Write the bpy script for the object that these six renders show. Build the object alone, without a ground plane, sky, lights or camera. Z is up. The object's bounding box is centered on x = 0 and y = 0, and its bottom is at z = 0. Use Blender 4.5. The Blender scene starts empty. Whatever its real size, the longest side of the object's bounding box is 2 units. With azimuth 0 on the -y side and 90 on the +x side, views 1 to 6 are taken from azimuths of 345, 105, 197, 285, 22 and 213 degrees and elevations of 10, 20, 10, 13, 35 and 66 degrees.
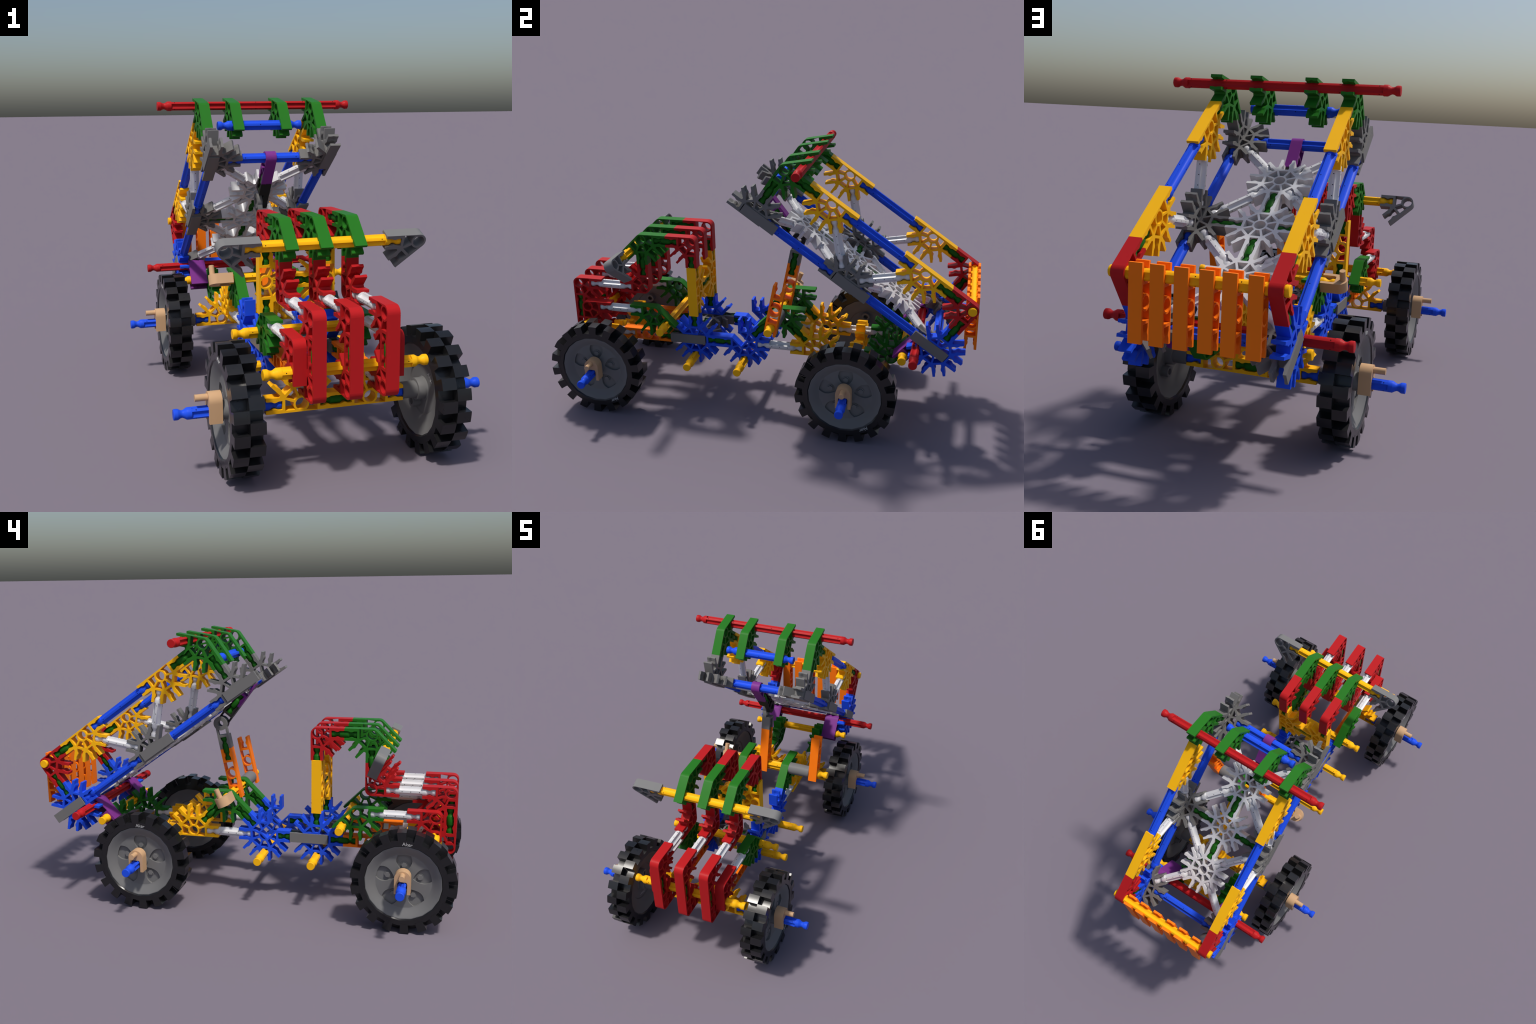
import bpy, bmesh, math, random
from mathutils import Vector, Matrix
from mathutils.geometry import delaunay_2d_cdt

random.seed(7)

# ------------------------------------------------------------------ sizes
T = 0.0455           # thickness of every flat connector
R = 0.12622          # hub centre -> tip of a jaw
W = 0.0281           # rod axis -> outer face of a jaw arm
WALL = 0.0080        # wall thickness
BASE = 0.067         # hub centre -> seat of a rod end
CLIP = 0.0865        # hub centre -> rod snapped crosswise into a jaw
RR = 0.0208          # rod radius
DG, DW, DB, DY, DR = 0.2525, 0.357, 0.505, 0.714, 1.010   # hub spacing per rod
LEN = {'green': DG - 2*BASE, 'white': DW - 2*BASE, 'blue': DB - 2*BASE,
       'yellow': DY - 2*BASE, 'red': DR - 2*BASE}
X0 = 0.003           # centre plane of the frame
X1 = 0.126           # half gauge of the chassis
XF = X1 + T          # fender plane
XB = 0.2525          # half width of the dump bed
YA = -0.0930
YB = YA - DG
YO = YB - DG
YF = YO - 0.3545
YFA = -0.7725
YR = YA + DW
YG = YR + DW
YRA = 0.4440
ZA = 0.2288          # axle height = tyre radius
ZC = 0.3143       # chassis level
TH = math.radians(35.3)

Xv, Yv, Zv = Vector((1, 0, 0)), Vector((0, 1, 0)), Vector((0, 0, 1))
U = Vector((0, -math.cos(TH), math.sin(TH)))     # along the bed, up and forward
V = Vector((0, math.sin(TH), math.cos(TH)))      # off the bed floor
TAIL = Vector((0, 0.974, 0.6445))
BC = TAIL - DG*V                                 # rear lower corner of the bed side
S2 = math.sqrt(0.5)


# -------------------------------------------------------------- materials
def plastic(name, col, rough=0.45, spec=0.09, vary=0.015, bump=0.02, coat=0.0):
    m = bpy.data.materials.new(name)
    m.use_nodes = True
    nt = m.node_tree
    n, l = nt.nodes, nt.links
    b = n['Principled BSDF']
    tc = n.new('ShaderNodeTexCoord')
    no = n.new('ShaderNodeTexNoise')
    no.inputs['Scale'].default_value = 9.0
    no.inputs['Detail'].default_value = 3.0
    l.new(tc.outputs['Object'], no.inputs['Vector'])
    rp = n.new('ShaderNodeValToRGB')
    c = Vector(col)
    lo, hi = c*(1 - vary), c*(1 + vary)
    rp.color_ramp.elements[0].position = 0.3
    rp.color_ramp.elements[1].position = 0.7
    rp.color_ramp.elements[0].color = (*lo, 1)
    rp.color_ramp.elements[1].color = (*[min(1, x) for x in hi], 1)
    l.new(no.outputs['Fac'], rp.inputs['Fac'])
    l.new(rp.outputs['Color'], b.inputs['Base Color'])
    fine = n.new('ShaderNodeTexNoise')
    fine.inputs['Scale'].default_value = 60.0
    l.new(tc.outputs['Object'], fine.inputs['Vector'])
    mr = n.new('ShaderNodeMapRange')
    mr.inputs['To Min'].default_value = rough - 0.015
    mr.inputs['To Max'].default_value = rough + 0.015
    l.new(fine.outputs['Fac'], mr.inputs['Value'])
    l.new(mr.outputs['Result'], b.inputs['Roughness'])
    b.inputs['Specular IOR Level'].default_value = spec
    if coat:
        b.inputs['Coat Weight'].default_value = coat
        b.inputs['Coat Roughness'].default_value = 0.1
    return m


MAT = {
    'red': plastic('red_plastic', (0.425, 0.0135, 0.0155)),
    'green': plastic('green_plastic', (0.020, 0.153, 0.0145)),
    'dark_green': plastic('dark_green_plastic', (0.014, 0.118, 0.010)),
    'blue': plastic('blue_plastic', (0.017, 0.080, 0.687)),
    'yellow': plastic('yellow_plastic', (0.94, 0.475, 0.009)),
    'orange': plastic('orange_plastic', (0.98, 0.205, 0.009)),
    'white': plastic('white_plastic', (0.66, 0.66, 0.67), rough=0.26, spec=0.45),
    'grey': plastic('dark_grey_plastic', (0.166, 0.163, 0.158)),
    'light_grey': plastic('light_grey_plastic', (0.172, 0.172, 0.171)),
    'purple': plastic('purple_plastic', (0.183, 0.033, 0.222)),
    'black': plastic('black_plastic', (0.022, 0.022, 0.021)),
    'tan': plastic('tan_plastic', (0.54, 0.34, 0.19)),
    'tyre': plastic('black_rubber', (0.010, 0.010, 0.011), rough=0.28, spec=0.5),
    'rim': plastic('rim_grey_plastic', (0.160, 0.160, 0.160), rough=0.5, spec=0.15),
    'pin': plastic('pinhole_shadow', (0.004, 0.004, 0.004), rough=0.8),
    'print': plastic('pale_print', (0.42, 0.42, 0.42), rough=0.5),
}


# ------------------------------------------------------------ mesh helpers
def finish(bm, name, mats, angle=32):
    bmesh.ops.recalc_face_normals(bm, faces=bm.faces)
    lim = math.radians(angle)
    for e in bm.edges:
        e.smooth = len(e.link_faces) == 2 and e.calc_face_angle(0) < lim
    for f in bm.faces:
        f.smooth = True
    me = bpy.data.meshes.new(name)
    bm.to_mesh(me)
    bm.free()
    for m in mats:
        me.materials.append(MAT[m])
    return me


def union2d(bm, polys, z0, z1, holes=(), levels=None, hollow=None):
    """extrude the 2D union of polys (minus holes) between z0 and z1;
    hollow(x, y, z) may shift the wall's inner levels sideways"""
    vs, fs = [], []
    for p in list(polys) + list(holes):
        area = sum(p[i][0]*p[(i+1) % len(p)][1] - p[(i+1) % len(p)][0]*p[i][1] for i in range(len(p)))
        if area < 0:
            p = p[::-1]
        s = len(vs)
        vs += [Vector((x, y)) for x, y in p]
        fs.append(list(range(s, s + len(p))))
    v2, _, f2, _, _, of = delaunay_2d_cdt(vs, [], fs, 0, 1e-5)
    n_solid = len(polys)
    keep = [f for f, o in zip(f2, of) if o and all(i < n_solid for i in o)]
    zs = [z0] + list(levels or []) + [z1]
    col_v = {}

    def vert(i, k):
        if (i, k) not in col_v:
            x, y = v2[i].x, v2[i].y
            if hollow and 0 < k < len(zs) - 1:
                x, y = hollow(x, y, zs[k])
            col_v[(i, k)] = bm.verts.new((x, y, zs[k]))
        return col_v[(i, k)]
    top = len(zs) - 1
    used = set()
    for f in keep:
        bm.faces.new([vert(i, top) for i in f])
        bm.faces.new([vert(i, 0) for i in reversed(f)])
        for a, b in zip(f, list(f[1:]) + [f[0]]):
            used.add((a, b))
    for (a, b) in sorted(used):
        if (b, a) not in used:
            for k in range(top):
                bm.faces.new([vert(b, k + 1), vert(a, k + 1), vert(a, k), vert(b, k)])


def circle(cx, cy, r, n=24, a0=0.0):
    return [(cx + r*math.cos(a0 + 2*math.pi*i/n), cy + r*math.sin(a0 + 2*math.pi*i/n)) for i in range(n)]


def ring(r0, r1, a0=0.0, a1=2*math.pi, n=32):
    out = []
    for i in range(n):
        a, b = a0 + (a1 - a0)*i/n, a0 + (a1 - a0)*(i+1)/n
        out.append([(r0*math.cos(a), r0*math.sin(a)), (r1*math.cos(a), r1*math.sin(a)),
                    (r1*math.cos(b), r1*math.sin(b)), (r0*math.cos(b), r0*math.sin(b))])
    return out


def turn(pts, deg):
    c, s = math.cos(math.radians(deg)), math.sin(math.radians(deg))
    return [(x*c - y*s, x*s + y*c) for x, y in pts]


# inner profile of one jaw arm: (radius, half gap)
JAW = [(R, 0.0172), (0.120, 0.0162), (0.109, 0.0160), (0.105, 0.0151), (0.101, 0.0128), (0.0965, 0.0113),
       (0.0925, 0.0113), (0.088, 0.0128), (0.083, 0.0151), (0.079, 0.0157), (0.060, 0.0157)]


def arm(deg, side, r_in=0.060):
    p = [(r, g*side) for r, g in JAW[:-1]] + [(r_in, 0.0157*side), (r_in, W*side), (R, W*side)]
    return turn(p, deg)


def bar(deg, r0, r1, o0, o1):
    return turn([(r0, o0), (r1, o0), (r1, o1), (r0, o1)], deg)


LEV = [-0.0145, -0.0115, -0.006, 0.0, 0.006, 0.0115, 0.0145]


def socket_hollow(sockets):
    """the jaws close round the rod: their inner faces are scooped out at mid thickness"""
    def f(x, y, z):
        for a in sockets:
            c, s = math.cos(math.radians(a)), math.sin(math.radians(a))
            r, o = x*c + y*s, -x*s + y*c
            if 0.0675 < r < R + 1e-4 and 0.011 < abs(o) < 0.0175:
                want = math.sqrt(max(0.0, 0.0190**2 - z*z)) - (0.0036 if abs(o) < 0.0148 else 0.0)
                o2 = math.copysign(max(abs(o), want), o)
                return r*c - o2*s, r*s + o2*c
        return x, y
    return f


def connector_mesh(name, mat, sockets, slot=None, thick=T, full=False):
    polys = []
    for a in sockets:
        polys += [arm(a, 1), arm(a, -1), bar(a, 0.0580, BASE + 0.0008, -W + 0.001, W - 0.001)]
    for a in sockets:                        # spokes between neighbours
        if (a + 45) % 360 in [s % 360 for s in sockets]:
            polys.append(bar(a + 22.5, 0.026, 0.084, -0.0042, 0.0042))
    lo, hi = sockets[0], sockets[-1]
    if slot is None:
        polys += ring(0.0212, W)
        if not full:
            polys.append(bar(lo, 0.0, R, -W, -W + WALL))
            polys.append(bar(hi, 0.0, R, W - WALL, W))
    else:                                    # parallel-sided slot towards `slot`
        a0 = math.radians(slot)
        polys += ring(0.0212, W, a0 + math.pi/2, a0 + 3*math.pi/2, 16)
        polys.append(bar(slot, -0.0080, 0.0, -0.0302 if full else -W, 0.0302))
        sides = [1, -1] if full else [1]
        for s in sides:
            polys.append(turn([(-0.002, 0.0228*s), (0.0645, 0.0228*s), (0.059, 0.0302*s), (-0.002, 0.0302*s)], slot))
        if not full:
            polys.append(bar(hi, -0.054, R, W - WALL, W))
    bm = bmesh.new()
    union2d(bm, polys, -thick/2, thick/2, levels=LEV, hollow=socket_hollow(sockets))
    return finish(bm, name, [mat])


def rod_mesh(name, mat, L):
    """round grooved ends, ribbed shaft with four channels; axis = local Z"""
    bm = bmesh.new()
    n = 24
    # radius profile measured from the rod's end
    end = [(0.0, 0.0172), (0.0018, 0.0189), (0.013, 0.0192), (0.0165, 0.0182), (0.022, 0.0146),
           (0.027, 0.0130), (0.031, 0.0130), (0.036, 0.0150), (0.043, 0.0194), (0.046, RR)]
    if L < 0.16:      # the shortest rod is slimmer
        end = [(0.0, 0.0165), (0.0015, 0.0178), (0.012, 0.0180), (0.016, 0.0166), (0.021, 0.0136),
               (0.026, 0.0122), (0.030, 0.0124), (0.035, 0.0150), (0.0385, 0.0182), (0.0405, 0.0192)]
    collar = min(0.061, L/2)

    def prof(k, style):
        a = 2*math.pi*k/n
        if style == 0:
            return RR
        # 4 ridges on the diagonals, flat-bottomed channels between
        d = abs(((a - math.pi/4) % (math.pi/2)) - math.pi/4)   # 0 = channel centre .. pi/4 = ridge centre
        d = math.pi/4 - d
        dd = math.pi/4 - abs(((a) % (math.pi/2)) - math.pi/4)  # 0 at channel axis
        if dd < math.radians(20):
            return 0.0132/math.cos(dd)
        return RR
    rings = []

    def add(z, f):
        rings.append([bm.verts.new((f(k)*math.cos(2*math.pi*k/n), f(k)*math.sin(2*math.pi*k/n), z)) for k in range(n)])
    for t, r in end:
        add(-L/2 + t, lambda k, r=r: r)
    if L > 0.16:
        add(-L/2 + collar, lambda k: RR)
        add(-L/2 + collar + 0.0006, lambda k: prof(k, 1))
        add(L/2 - collar - 0.0006, lambda k: prof(k, 1))
        add(L/2 - collar, lambda k: RR)
    for t, r in reversed(end):
        add(L/2 - t, lambda k, r=r: r)
    for a, b in zip(rings, rings[1:]):
        for k in range(n):
            bm.faces.new([a[k], a[(k+1) % n], b[(k+1) % n], b[k]])
    bm.faces.new(rings[0][::-1])
    bm.faces.new(rings[-1])
    # flat near-black discs on the ridges, drawn for the shadow inside pinholes
    if L > 0.16:
        zs = [0.0, L/2 - collar - 0.012, -(L/2 - collar - 0.012)] if L < 0.25 else \
             [L/2 - collar - 0.014, -(L/2 - collar - 0.014), 0.0]
        if L > 0.5:
            zs += [L/4, -L/4]
        for z in zs:
            for q in range(4):
                a = math.pi/4 + q*math.pi/2
                o = Vector((math.cos(a), math.sin(a), 0))
                t = Vector((-math.sin(a), math.cos(a), 0))
                c = o*(RR + 0.0002) + Vector((0, 0, z))
                vs = [bm.verts.new(c + 0.0021*(t*math.cos(j*math.pi/3) + Zv*math.sin(j*math.pi/3))) for j in range(6)]
                f = bm.faces.new(vs)
                f.material_index = 1
    return finish(bm, name, [mat, 'pin'], 36)


def lathe(bm, prof, n=48, phase=0.0, mat=0, wave=None):
    """prof: list of (radius, x) turned round the X axis"""
    rings = []
    for r, x in prof:
        row = []
        for k in range(n):
            a = phase + 2*math.pi*k/n
            row.append(bm.verts.new((x, r*math.cos(a), r*math.sin(a))))
        rings.append(row)
    for a, b in zip(rings, rings[1:]):
        for k in range(n):
            f = bm.faces.new([a[k], a[(k+1) % n], b[(k+1) % n], b[k]])
            f.material_index = mat
    return rings


MESH = {
    'white_disc_connector': connector_mesh('white_disc_connector', 'white', list(range(0, 360, 45)), full=True),
    'yellow_connector': connector_mesh('yellow_connector', 'yellow', [0, 45, 90, 135, 180]),
    'green_connector': connector_mesh('green_connector', 'green', [0, 45, 90, 135]),
    'red_connector': connector_mesh('red_connector', 'red', [0, 45, 90]),
    'grey_angle_connector': connector_mesh('grey_angle_connector', 'light_grey', [0, 45]),
    'orange_connector': connector_mesh('orange_connector', 'orange', [0, 180]),
    'purple_clip': connector_mesh('purple_clip', 'purple', [0]),
    'purple_link': connector_mesh('purple_link', 'purple', [0], thick=0.084),
    'blue_slotted_connector': connector_mesh('blue_slotted_connector', 'blue', list(range(45, 360, 45)), slot=0, full=True),
    'grey_slotted_connector': connector_mesh('grey_slotted_connector', 'grey', [45, 90, 135, 180], slot=0),
}
# the straight connector has a wall on both long sides
bm = bmesh.new()
polys = []
for a in (0, 180):
    polys += [arm(a, 1), arm(a, -1), bar(a, 0.0580, BASE + 0.0008, -W + 0.001, W - 0.001)]
polys += ring(0.0212, W) + [bar(0, -R, R, W - WALL, W), bar(0, -R, R, -W, -W + WALL)]
union2d(bm, polys, -T/2, T/2, levels=LEV, hollow=socket_hollow([0, 180]))
MESH['orange_connector'] = finish(bm, 'orange_connector', ['orange'])

for c in LEN:
    MESH[c + '_rod'] = rod_mesh(c + '_rod', 'dark_green' if c == 'green' else c, LEN[c])


def hinge_mesh(name, mat, sgn):
    """one jaw on local +X, a disc eye of half thickness at the hub"""
    bm = bmesh.new()
    polys = [arm(0, 1), arm(0, -1), bar(0, 0.0580, BASE + 0.0008, -W + 0.001, W - 0.001)]
    union2d(bm, polys, -T/2, T/2, levels=LEV, hollow=socket_hollow([0]))
    z0, z1 = (0.0005, T/2 - 0.0004) if sgn > 0 else (-T/2 + 0.0004, -0.0005)
    eye = [circle(0, 0, 0.034, 32), bar(0, 0.0, 0.062, W - WALL, W - 0.0004), bar(0, 0.0, 0.062, -W + 0.0004, -W + WALL)]
    union2d(bm, eye, z0, z1, holes=[circle(0, 0, 0.0150, 20)])
    return finish(bm, name, [mat])


MESH['grey_hinge'] = hinge_mesh('grey_hinge', 'grey', -1)
MESH['black_hinge'] = hinge_mesh('black_hinge', 'black', 1)

# snap clip: an arch open at the bottom (-Y local) with a peg along local Z
bm = bmesh.new()
arch = [(-0.0345, -0.035), (-0.0345, 0.034)] + [(0.0345*math.cos(math.pi - math.pi*i/16), 0.034 + 0.0345*math.sin(math.pi - math.pi*i/16)) for i in range(1, 16)] + [(0.0345, 0.034), (0.0345, -0.035)]
slot = [(0.0212, -0.036), (0.0212, 0.012), (0.017, 0.020), (-0.017, 0.020), (-0.0212, 0.012), (-0.0212, -0.036)]
union2d(bm, [arch], -0.0225, 0.0225, holes=[slot])
union2d(bm, [circle(0, 0.050, 0.0120, 20)], 0.0215, 0.066)
MESH['tan_clip'] = finish(bm, 'tan_clip', ['tan'])

# spacer tube, axis X
bm = bmesh.new()
rs = lathe(bm, [(0.0225, -0.0592), (0.031, -0.0592), (0.0325, -0.057), (0.0325, 0.057), (0.031, 0.0592), (0.0225, 0.0592), (0.0225, -0.0592)], 32)
bmesh.ops.remove_doubles(bm, verts=bm.verts, dist=1e-6)
MESH['spacer_tube'] = finish(bm, 'spacer_tube', ['light_grey'])


# -------------------------------------------------------------- tyre & rim
LUG = math.radians(7.3)


def tyre_mesh():
    bm = bmesh.new()
    hw = 0.0515
    lugs = 18
    rb, rt = 0.1935, ZA
    lathe(bm, [(0.160, -hw + 0.012), (0.170, -hw), (rb, -hw), (rb, hw),
               (0.170, hw), (0.160, hw - 0.012), (0.160, -hw + 0.012)], 20)
    step = 2*math.pi/lugs
    for row in (0, 1):
        x0, x1 = (-hw - 0.0006, -0.0002) if row == 0 else (0.0002, hw + 0.0006)
        for i in range(lugs):
            a0 = (i + 0.5*row)*step - step/4 + LUG
            sec = 3
            g = []
            for j in range(sec + 1):
                a = a0 + step/2*j/sec
                q = []
                for r, x in ((rb - 0.008, x0), (rt, x0), (rt, x1), (rb - 0.008, x1)):
                    q.append(bm.verts.new((x, r*math.cos(a), r*math.sin(a))))
                g.append(q)
            for p, q in zip(g, g[1:]):
                for k in range(4):
                    bm.faces.new([p[k], p[(k+1) % 4], q[(k+1) % 4], q[k]])
            bm.faces.new(g[0])
            bm.faces.new(g[-1][::-1])
    bmesh.ops.remove_doubles(bm, verts=bm.verts, dist=1e-6)
    return finish(bm, 'tyre', ['tyre'], 30)


def rim_mesh():
    """axis X, outside = +X, x measured from the tyre's mid plane"""
    bm = bmesh.new()
    # outer dish, then inner dish with the long hub sleeve
    lathe(bm, [(0.167, 0.020), (0.1675, 0.0460), (0.163, 0.0468), (0.157, 0.0440), (0.150, 0.0400), (0.142, 0.0350),
               (0.134, 0.0300), (0.127, 0.0255), (0.1215, 0.0235), (0.1215, 0.008)], 20)
    lathe(bm, [(0.1215, 0.0130), (0.034, 0.0130), (0.0330, 0.043), (0.0315, 0.0440), (0.0215, 0.0440), (0.0215, 0.03)], 40)
    lathe(bm, [(0.167, 0.020), (0.1675, -0.044), (0.164, -0.046), (0.158, -0.043), (0.142, -0.031), (0.118, -0.022),
               (0.101, -0.019), (0.096, -0.0175)], 20)
    lathe(bm, [(0.100, -0.0182), (0.096, -0.0175), (0.092, -0.0135), (0.044, -0.0135), (0.0402, -0.017), (0.0395, -0.045),
               (0.0385, -0.0465), (0.0305, -0.0470), (0.0300, -0.0995), (0.0285, -0.1010), (0.0215, -0.1010), (0.0215, -0.08)], 40)
    # five-bladed plate: a disc with open windows
    disc = circle(0, 0, 0.1222, 60)
    wins = []
    half = [(0.0, 0.042), (0.008, 0.048), (0.018, 0.058), (0.0275, 0.071), (0.0330, 0.084), (0.0340, 0.094),
            (0.0325, 0.104), (0.0295, 0.112), (0.0275, 0.1170), (0.014, 0.1198), (0.0, 0.1205)]
    for k in range(5):
        wins.append(turn(half + [(-x, y) for x, y in half[-2:0:-1]], 72*k + 4))
    tmp = bmesh.new()
    union2d(tmp, [disc], 0.004, 0.0236, holes=wins)
    # bolts in the windows
    for k in range(5):
        cx, cy = turn([(0, 0.073)], 72*k + 4)[0]
        union2d(tmp, [circle(cx, cy, 0.0122, 6)], 0.004, 0.0215)
        union2d(tmp, [circle(cx, cy, 0.0165, 20)], 0.004, 0.0152)
    # local (x,y,z) -> (z, x, y)
    M = Matrix(((0, 0, 1, 0), (1, 0, 0, 0), (0, 1, 0, 0), (0, 0, 0, 1)))
    tmp.transform(M)
    me = bpy.data.meshes.new('tmp')
    tmp.to_mesh(me)
    tmp.free()
    bm.from_mesh(me)
    bpy.data.meshes.remove(me)
    # inner side: one open sleeve boss
    bm2 = bmesh.new()
    lathe(bm2, [(0.0215, -0.010), (0.0210, -0.041), (0.0120, -0.041), (0.0115, -0.02)], 24)
    bmesh.ops.translate(bm2, verts=bm2.verts, vec=(0, 0, 0.068))
    me = bpy.data.meshes.new('tmp')
    bm2.to_mesh(me)
    bm2.free()
    bm.from_mesh(me)
    bpy.data.meshes.remove(me)
    return finish(bm, 'rim', ['rim'], 34)


def print_mesh(name, r0, x, side):
    """raised word bent round the axle (X axis), letters pointing outwards, centred at the top"""
    cu = bpy.data.curves.new(name, 'FONT')
    cu.body = 'Aker'
    cu.size = 0.0215
    cu.extrude = 0.0006
    cu.align_x = 'CENTER'
    ob = bpy.data.objects.new(name, cu)
    bpy.context.scene.collection.objects.link(ob)
    dg = bpy.context.evaluated_depsgraph_get()
    me = bpy.data.meshes.new_from_object(ob.evaluated_get(dg))
    bpy.data.objects.remove(ob)
    for v in me.vertices:
        r = r0 + v.co.y
        a = v.co.x/(r0 + 0.006)*side
        v.co = Vector((x + side*v.co.z, r*math.sin(a), r*math.cos(a)))
    me.materials.clear()
    me.materials.append(MAT['print'])
    return me


MESH['tyre'] = tyre_mesh()
MESH['rim'] = rim_mesh()
MESH['sidewall_print'] = print_mesh('sidewall_print', 0.1705, 0.0521, 1)
MESH['hub_print'] = print_mesh('hub_print', 0.068, -0.0139, -1)

# -------------------------------------------------------------- assembling
col = bpy.context.scene.collection
truck = bpy.data.objects.new('toy_dump_truck', None)
truck['label'] = 'colourful rod-and-connector toy dump truck with raised bed'
truck['category'] = 'toy truck'
col.objects.link(truck)


def group(name, loc=(0, 0, 0)):
    e = bpy.data.objects.new(name, None)
    e.location = loc
    e.parent = truck
    col.objects.link(e)
    return e


def put(kind, mat, parent):
    o = bpy.data.objects.new(kind, MESH[kind])
    col.objects.link(o)
    o.parent = parent
    o.matrix_parent_inverse = Matrix.Translation(-Vector(parent.location))
    o.matrix_world = mat
    o.matrix_basis = mat
    return o


def conn(kind, p, d0, d90, parent):
    a, b = Vector(d0).normalized(), Vector(d90).normalized()
    c = a.cross(b)
    m = Matrix((a, b, c)).transposed().to_4x4()
    m.translation = Vector(p)
    return put(kind, m, parent)


def rod(colour, p, axis, parent, spin=math.pi/4):
    z = Vector(axis).normalized()
    x = z.orthogonal().normalized() if abs(z.x) > 0.9 else Xv.cross(z).normalized()
    if abs(z.x) > 0.9:
        x = Yv
    x = (x - z*x.dot(z)).normalized()
    y = z.cross(x)
    m = Matrix((x, y, z)).transposed().to_4x4() @ Matrix.Rotation(spin, 4, 'Z')
    m.translation = Vector(p)
    return put(colour + '_rod', m, parent)


def link(colour, p, q, parent, spin=math.pi/4):
    p, q = Vector(p), Vector(q)
    return rod(colour, (p + q)/2, q - p, parent, spin)


def P(x, y, z):
    return Vector((X0 + x, y, z))


chassis = group('chassis')
cab = group('cab')
bed = group('dump_bed')
gate = group('tailgate')
lift = group('lifting_arm')

# ---- chassis rails, one each side
for s in (-1, 1):
    x = s*X1
    o, b, a, yr, gr = P(x, YO, ZC), P(x, YB, ZC), P(x, YA, ZC), P(x, YR, ZC), P(x, YG, ZC)
    st = P(x, YA + DG*S2, ZC + DG*S2)
    conn('orange_connector', o, Yv, Zv, chassis)
    fwd = Yv if s < 0 else -Yv
    conn('blue_slotted_connector', b, fwd, Zv, chassis)
    conn('grey_slotted_connector', b, -fwd, -s*Xv, chassis)
    conn('blue_slotted_connector', a, -Yv + Zv, Yv + Zv, chassis)
    conn('yellow_connector', yr, -Yv, Zv, chassis)
    conn('green_connector', gr, -Yv, Zv, chassis)
    conn('green_connector', st, Yv, -Zv, chassis)
    link('white', P(x, YF, ZC), o, chassis)
    link('green', o, b, chassis)
    link('green', b, a, chassis)
    link('white', a, yr, chassis)
    link('white', yr, gr, chassis)
    link('green', a, st, chassis)
    link('green', st, yr, chassis)
    for ya in (YFA, YRA):
        conn('yellow_connector', P(x, ya, ZA), Xv, Zv, chassis)
link('green', P(-X1, YB, ZC), P(X1, YB, ZC), chassis)
for ya in (YFA, YRA):
    link('green', P(-X1, ya, ZA), P(X1, ya, ZA), chassis)
rod('yellow', P(0, YA, ZC - CLIP), Xv, chassis, 0.5)
rod('yellow', P(0, YB, ZC - CLIP), Xv, chassis, 0.5)
SEAT = P(0, YA + DG*S2, ZC + DG*S2)
rod('yellow', SEAT + Vector((0.080, 0, 0)), Xv, chassis, 0.2)
PIV = P(0, YG + CLIP*S2, ZC + CLIP*S2)
rod('yellow', PIV, Xv, chassis, 0.3)
m = Matrix.Translation(Vector((X0 + X1 + T/2 + 0.0597, SEAT.y, SEAT.z)))
put('spacer_tube', m, chassis)
# clip on the seat rod's end: legs along +X, peg up
cl = conn('tan_clip', SEAT + Vector((-0.190, 0, 0)), Vector((0, 0.914, -0.407)), -Xv, chassis)

# ---- wheels
for s in (-1, 1):
    for ya in (YFA, YRA):
        wh = group('wheel', (s*0.357, ya, ZA))
        flip = Matrix.Rotation(math.pi, 4, 'Z') if s < 0 else Matrix.Identity(4)
        roll = Matrix.Rotation(-math.radians(4.5 if s < 0 else 149), 4, 'X')
        m = Matrix.Translation((s*0.357, ya, ZA)) @ flip @ roll
        put('tyre', m, wh)
        put('rim', m, wh)
        put('sidewall_print', m, wh)
        put('hub_print', m @ Matrix.Rotation(math.radians(-166), 4, 'X'), wh)
        rod('blue', (s*(0.5625 - LEN['blue']/2), ya, ZA), Xv, wh, 0.0)
        conn('tan_clip', (s*0.4235, ya, ZA), s*Yv, Zv, wh)

# ---- cab ribs
DV = 0.2517          # the upright short rods sit a touch deeper
ZR, ZM = ZC + 2*DV, ZC + DV
for i in (-1, 0, 1):
    x = i*X1
    rr, rg, hr, hf, hb = P(x, YB, ZR), P(x, YO, ZR), P(x, YO, ZM), P(x, YF, ZM), P(x, YF, ZC)
    conn('red_connector', rr, -Yv, -Zv, cab)
    conn('green_connector', rg, Yv, -Zv, cab)
    conn('red_connector', hr, Zv, -Yv, cab)
    conn('red_connector', hf, Yv, -Zv, cab)
    conn('red_connector', hb, Yv, Zv, cab)
    link('green', rr, rg, cab)
    link('green', rg, hr, cab)
    link('white', hr, hf, cab)
    link('green', hf, hb, cab)
for s in (-1, 1):
    yb = P(s*X1, YB, ZM)
    conn('yellow_connector', yb, Zv, -s*Xv, cab)
    link('green', yb, P(s*X1, YB, ZC), cab)
    link('green', yb, P(s*X1, YB, ZR), cab)
link('green', P(-X1, YB, ZM), P(X1, YB, ZM), cab)
WIND = P(0, YO - CLIP*S2, ZR - CLIP*S2)
rod('yellow', WIND, Xv, cab, 0.5)
TAU = math.radians(24)
for s in (-1, 1):
    conn('grey_angle_connector', WIND + Vector((s*(LEN['yellow']/2 + BASE), 0, 0)), -s*Xv, Vector((0, math.sin(TAU), -math.cos(TAU))), cab)
BUMP = P(0, YF + CLIP*S2, ZC + CLIP*S2)
rod('yellow', BUMP, Xv, cab, 0.5)
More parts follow.
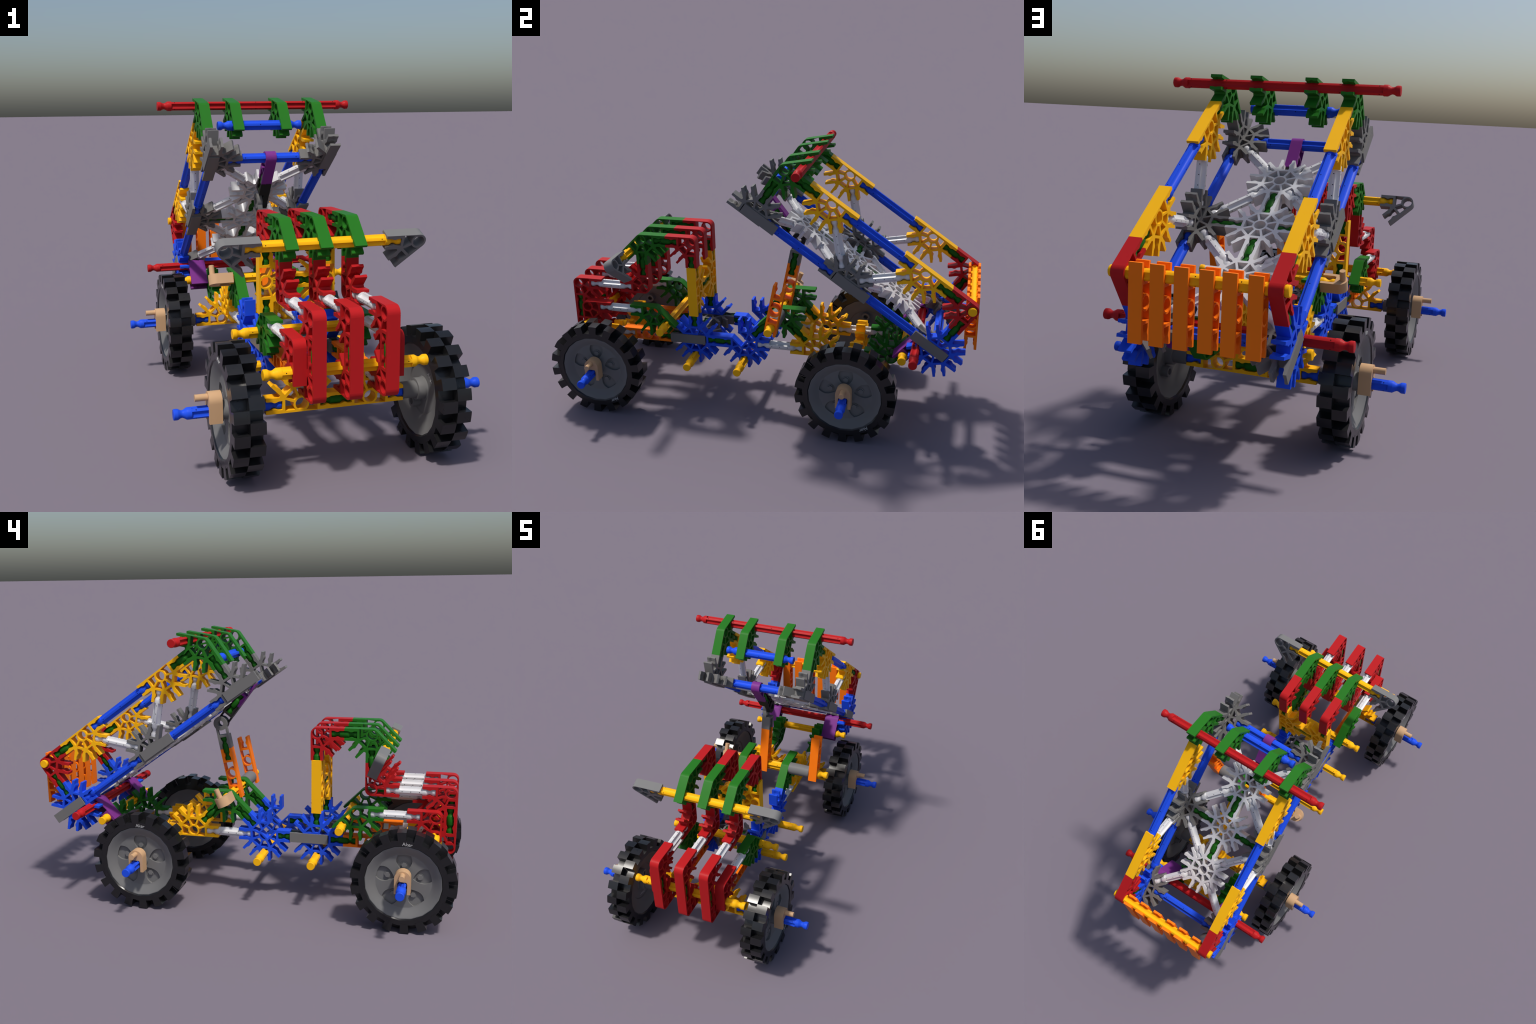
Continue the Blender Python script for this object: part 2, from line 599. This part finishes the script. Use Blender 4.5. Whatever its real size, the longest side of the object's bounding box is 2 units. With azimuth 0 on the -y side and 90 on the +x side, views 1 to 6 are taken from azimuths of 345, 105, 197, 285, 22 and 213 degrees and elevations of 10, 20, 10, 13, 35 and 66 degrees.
for s in (-1, 1):
    fr = BUMP + Vector((s*XF, 0, CLIP))
    fg = fr + Vector((0, DW, 0))
    conn('red_connector', fr, Yv, -Zv, cab)
    conn('green_connector', fg, -Yv, -Zv, cab)
    link('white', fr, fg, cab)
rod('yellow', BUMP + Vector((0, DW + CLIP*S2, CLIP - CLIP*S2)), Xv, cab, 0.45)


# ---- dump bed
def Bp(x, pu, pv):
    return Vector((X0 + x, 0, 0)) + BC + pu*U + pv*V


for s in (-1, 1):
    x = s*XB
    inn = -s*Xv
    c, mm, f = Bp(x, 0, 0), Bp(x, DB, 0), Bp(x, 2*DB, 0)
    t0, y1, y2, g3 = Bp(x, 0, DG), Bp(x, DG, DG), Bp(x, DG + DB, DG), Bp(x, 2*DB, DG)
    conn('red_connector', t0, U, -V, bed)
    conn('yellow_connector', y1, U, -V, bed)
    conn('yellow_connector', y2, U, -V, bed)
    conn('green_connector', g3, V - U, -U - V, bed)
    link('green', t0, y1, bed)
    link('blue', y1, y2, bed)
    link('green', y2, g3, bed)
    link('green', t0, c, bed)
    link('green', g3, f, bed)
    link('blue', c, mm, bed)
    link('blue', mm, f, bed)
    link('white', y1, mm, bed)
    link('white', y2, mm, bed)
    # crossed slotted pairs: side plane + floor plane
    w = U if s < 0 else -U             # free end of the floor piece
    conn('blue_slotted_connector', c, w*-1, V, bed)
    conn('grey_slotted_connector', c, w, inn, bed)
    for q in (mm, f):
        conn('grey_slotted_connector', q, w, V, bed)
        conn('grey_slotted_connector', q, -w, inn, bed)
    w1, w2 = Bp(0, DB + DG, 0), Bp(0, DB - DG, 0)
    link('white', w1, f, bed)
    link('white', w1, mm, bed)
    link('white', w2, mm, bed)
    link('white', w2, c, bed)
    link('green', Bp(0, DB, 0), mm, bed)
for k in (-1, 0, 1):
    conn('white_disc_connector', Bp(0, DB + k*DG, 0), U, Xv, bed)
    if k:
        link('green', Bp(0, DB, 0), Bp(0, DB + k*DG, 0), bed)
rod('blue', Bp(0, 0, 0), Xv, bed, TH)
rod('blue', Bp(0, 2*DB, 0), Xv, bed, TH)
G0 = Bp(0, 2*DB, DG)
for x in (-0.1165, 0.0945):
    conn('green_connector', G0 + Vector((x, 0, 0)), V - U, -U - V, bed)
rod('red', G0 + CLIP*(V - U)*S2, Xv, bed, 0.0)
rod('blue', G0 - CLIP*V + Vector((-0.017, 0, 0)), Xv, bed, TH)

# ---- hinge of the bed
RP = Vector((X0, 0.741, 0.4385))
rod('red', RP, Xv, bed, 0.1)
for s in (-1, 1):
    d = PIV - RP
    d.x = 0
    conn('purple_link', RP + Vector((s*0.189, 0, 0)), d, Xv.cross(d), bed)

# ---- tailgate
rod('yellow', P(0, TAIL.y, TAIL.z), Xv, gate, 0.0)
for x in (0.190, 0.119, 0.0405, -0.0405, -0.1135, -0.1935):
    conn('orange_connector', P(x, TAIL.y, TAIL.z - CLIP), Zv, Yv, gate)

# ---- lifting arm
F0 = Bp(0, 2*DB, 0)
d = Vector((0, math.sin(math.radians(11.8)), math.cos(math.radians(11.8))))
o1 = SEAT + CLIP*d
H = o1 + DG*d
e = (F0 - H).normalized()
conn('orange_connector', o1, d, Xv.cross(d), lift)
conn('grey_hinge', H, -d, Xv.cross(-d), lift)
link('green', o1, H, lift)
conn('black_hinge', H, e, Xv.cross(e), lift)
link('green', H, F0, lift)
conn('purple_clip', F0, -e, Xv.cross(-e), lift)
conn('orange_connector', SEAT + CLIP*d + Vector((X1 + T/2 + 0.1195 + T/2, 0, 0)), d, Xv.cross(d), lift)
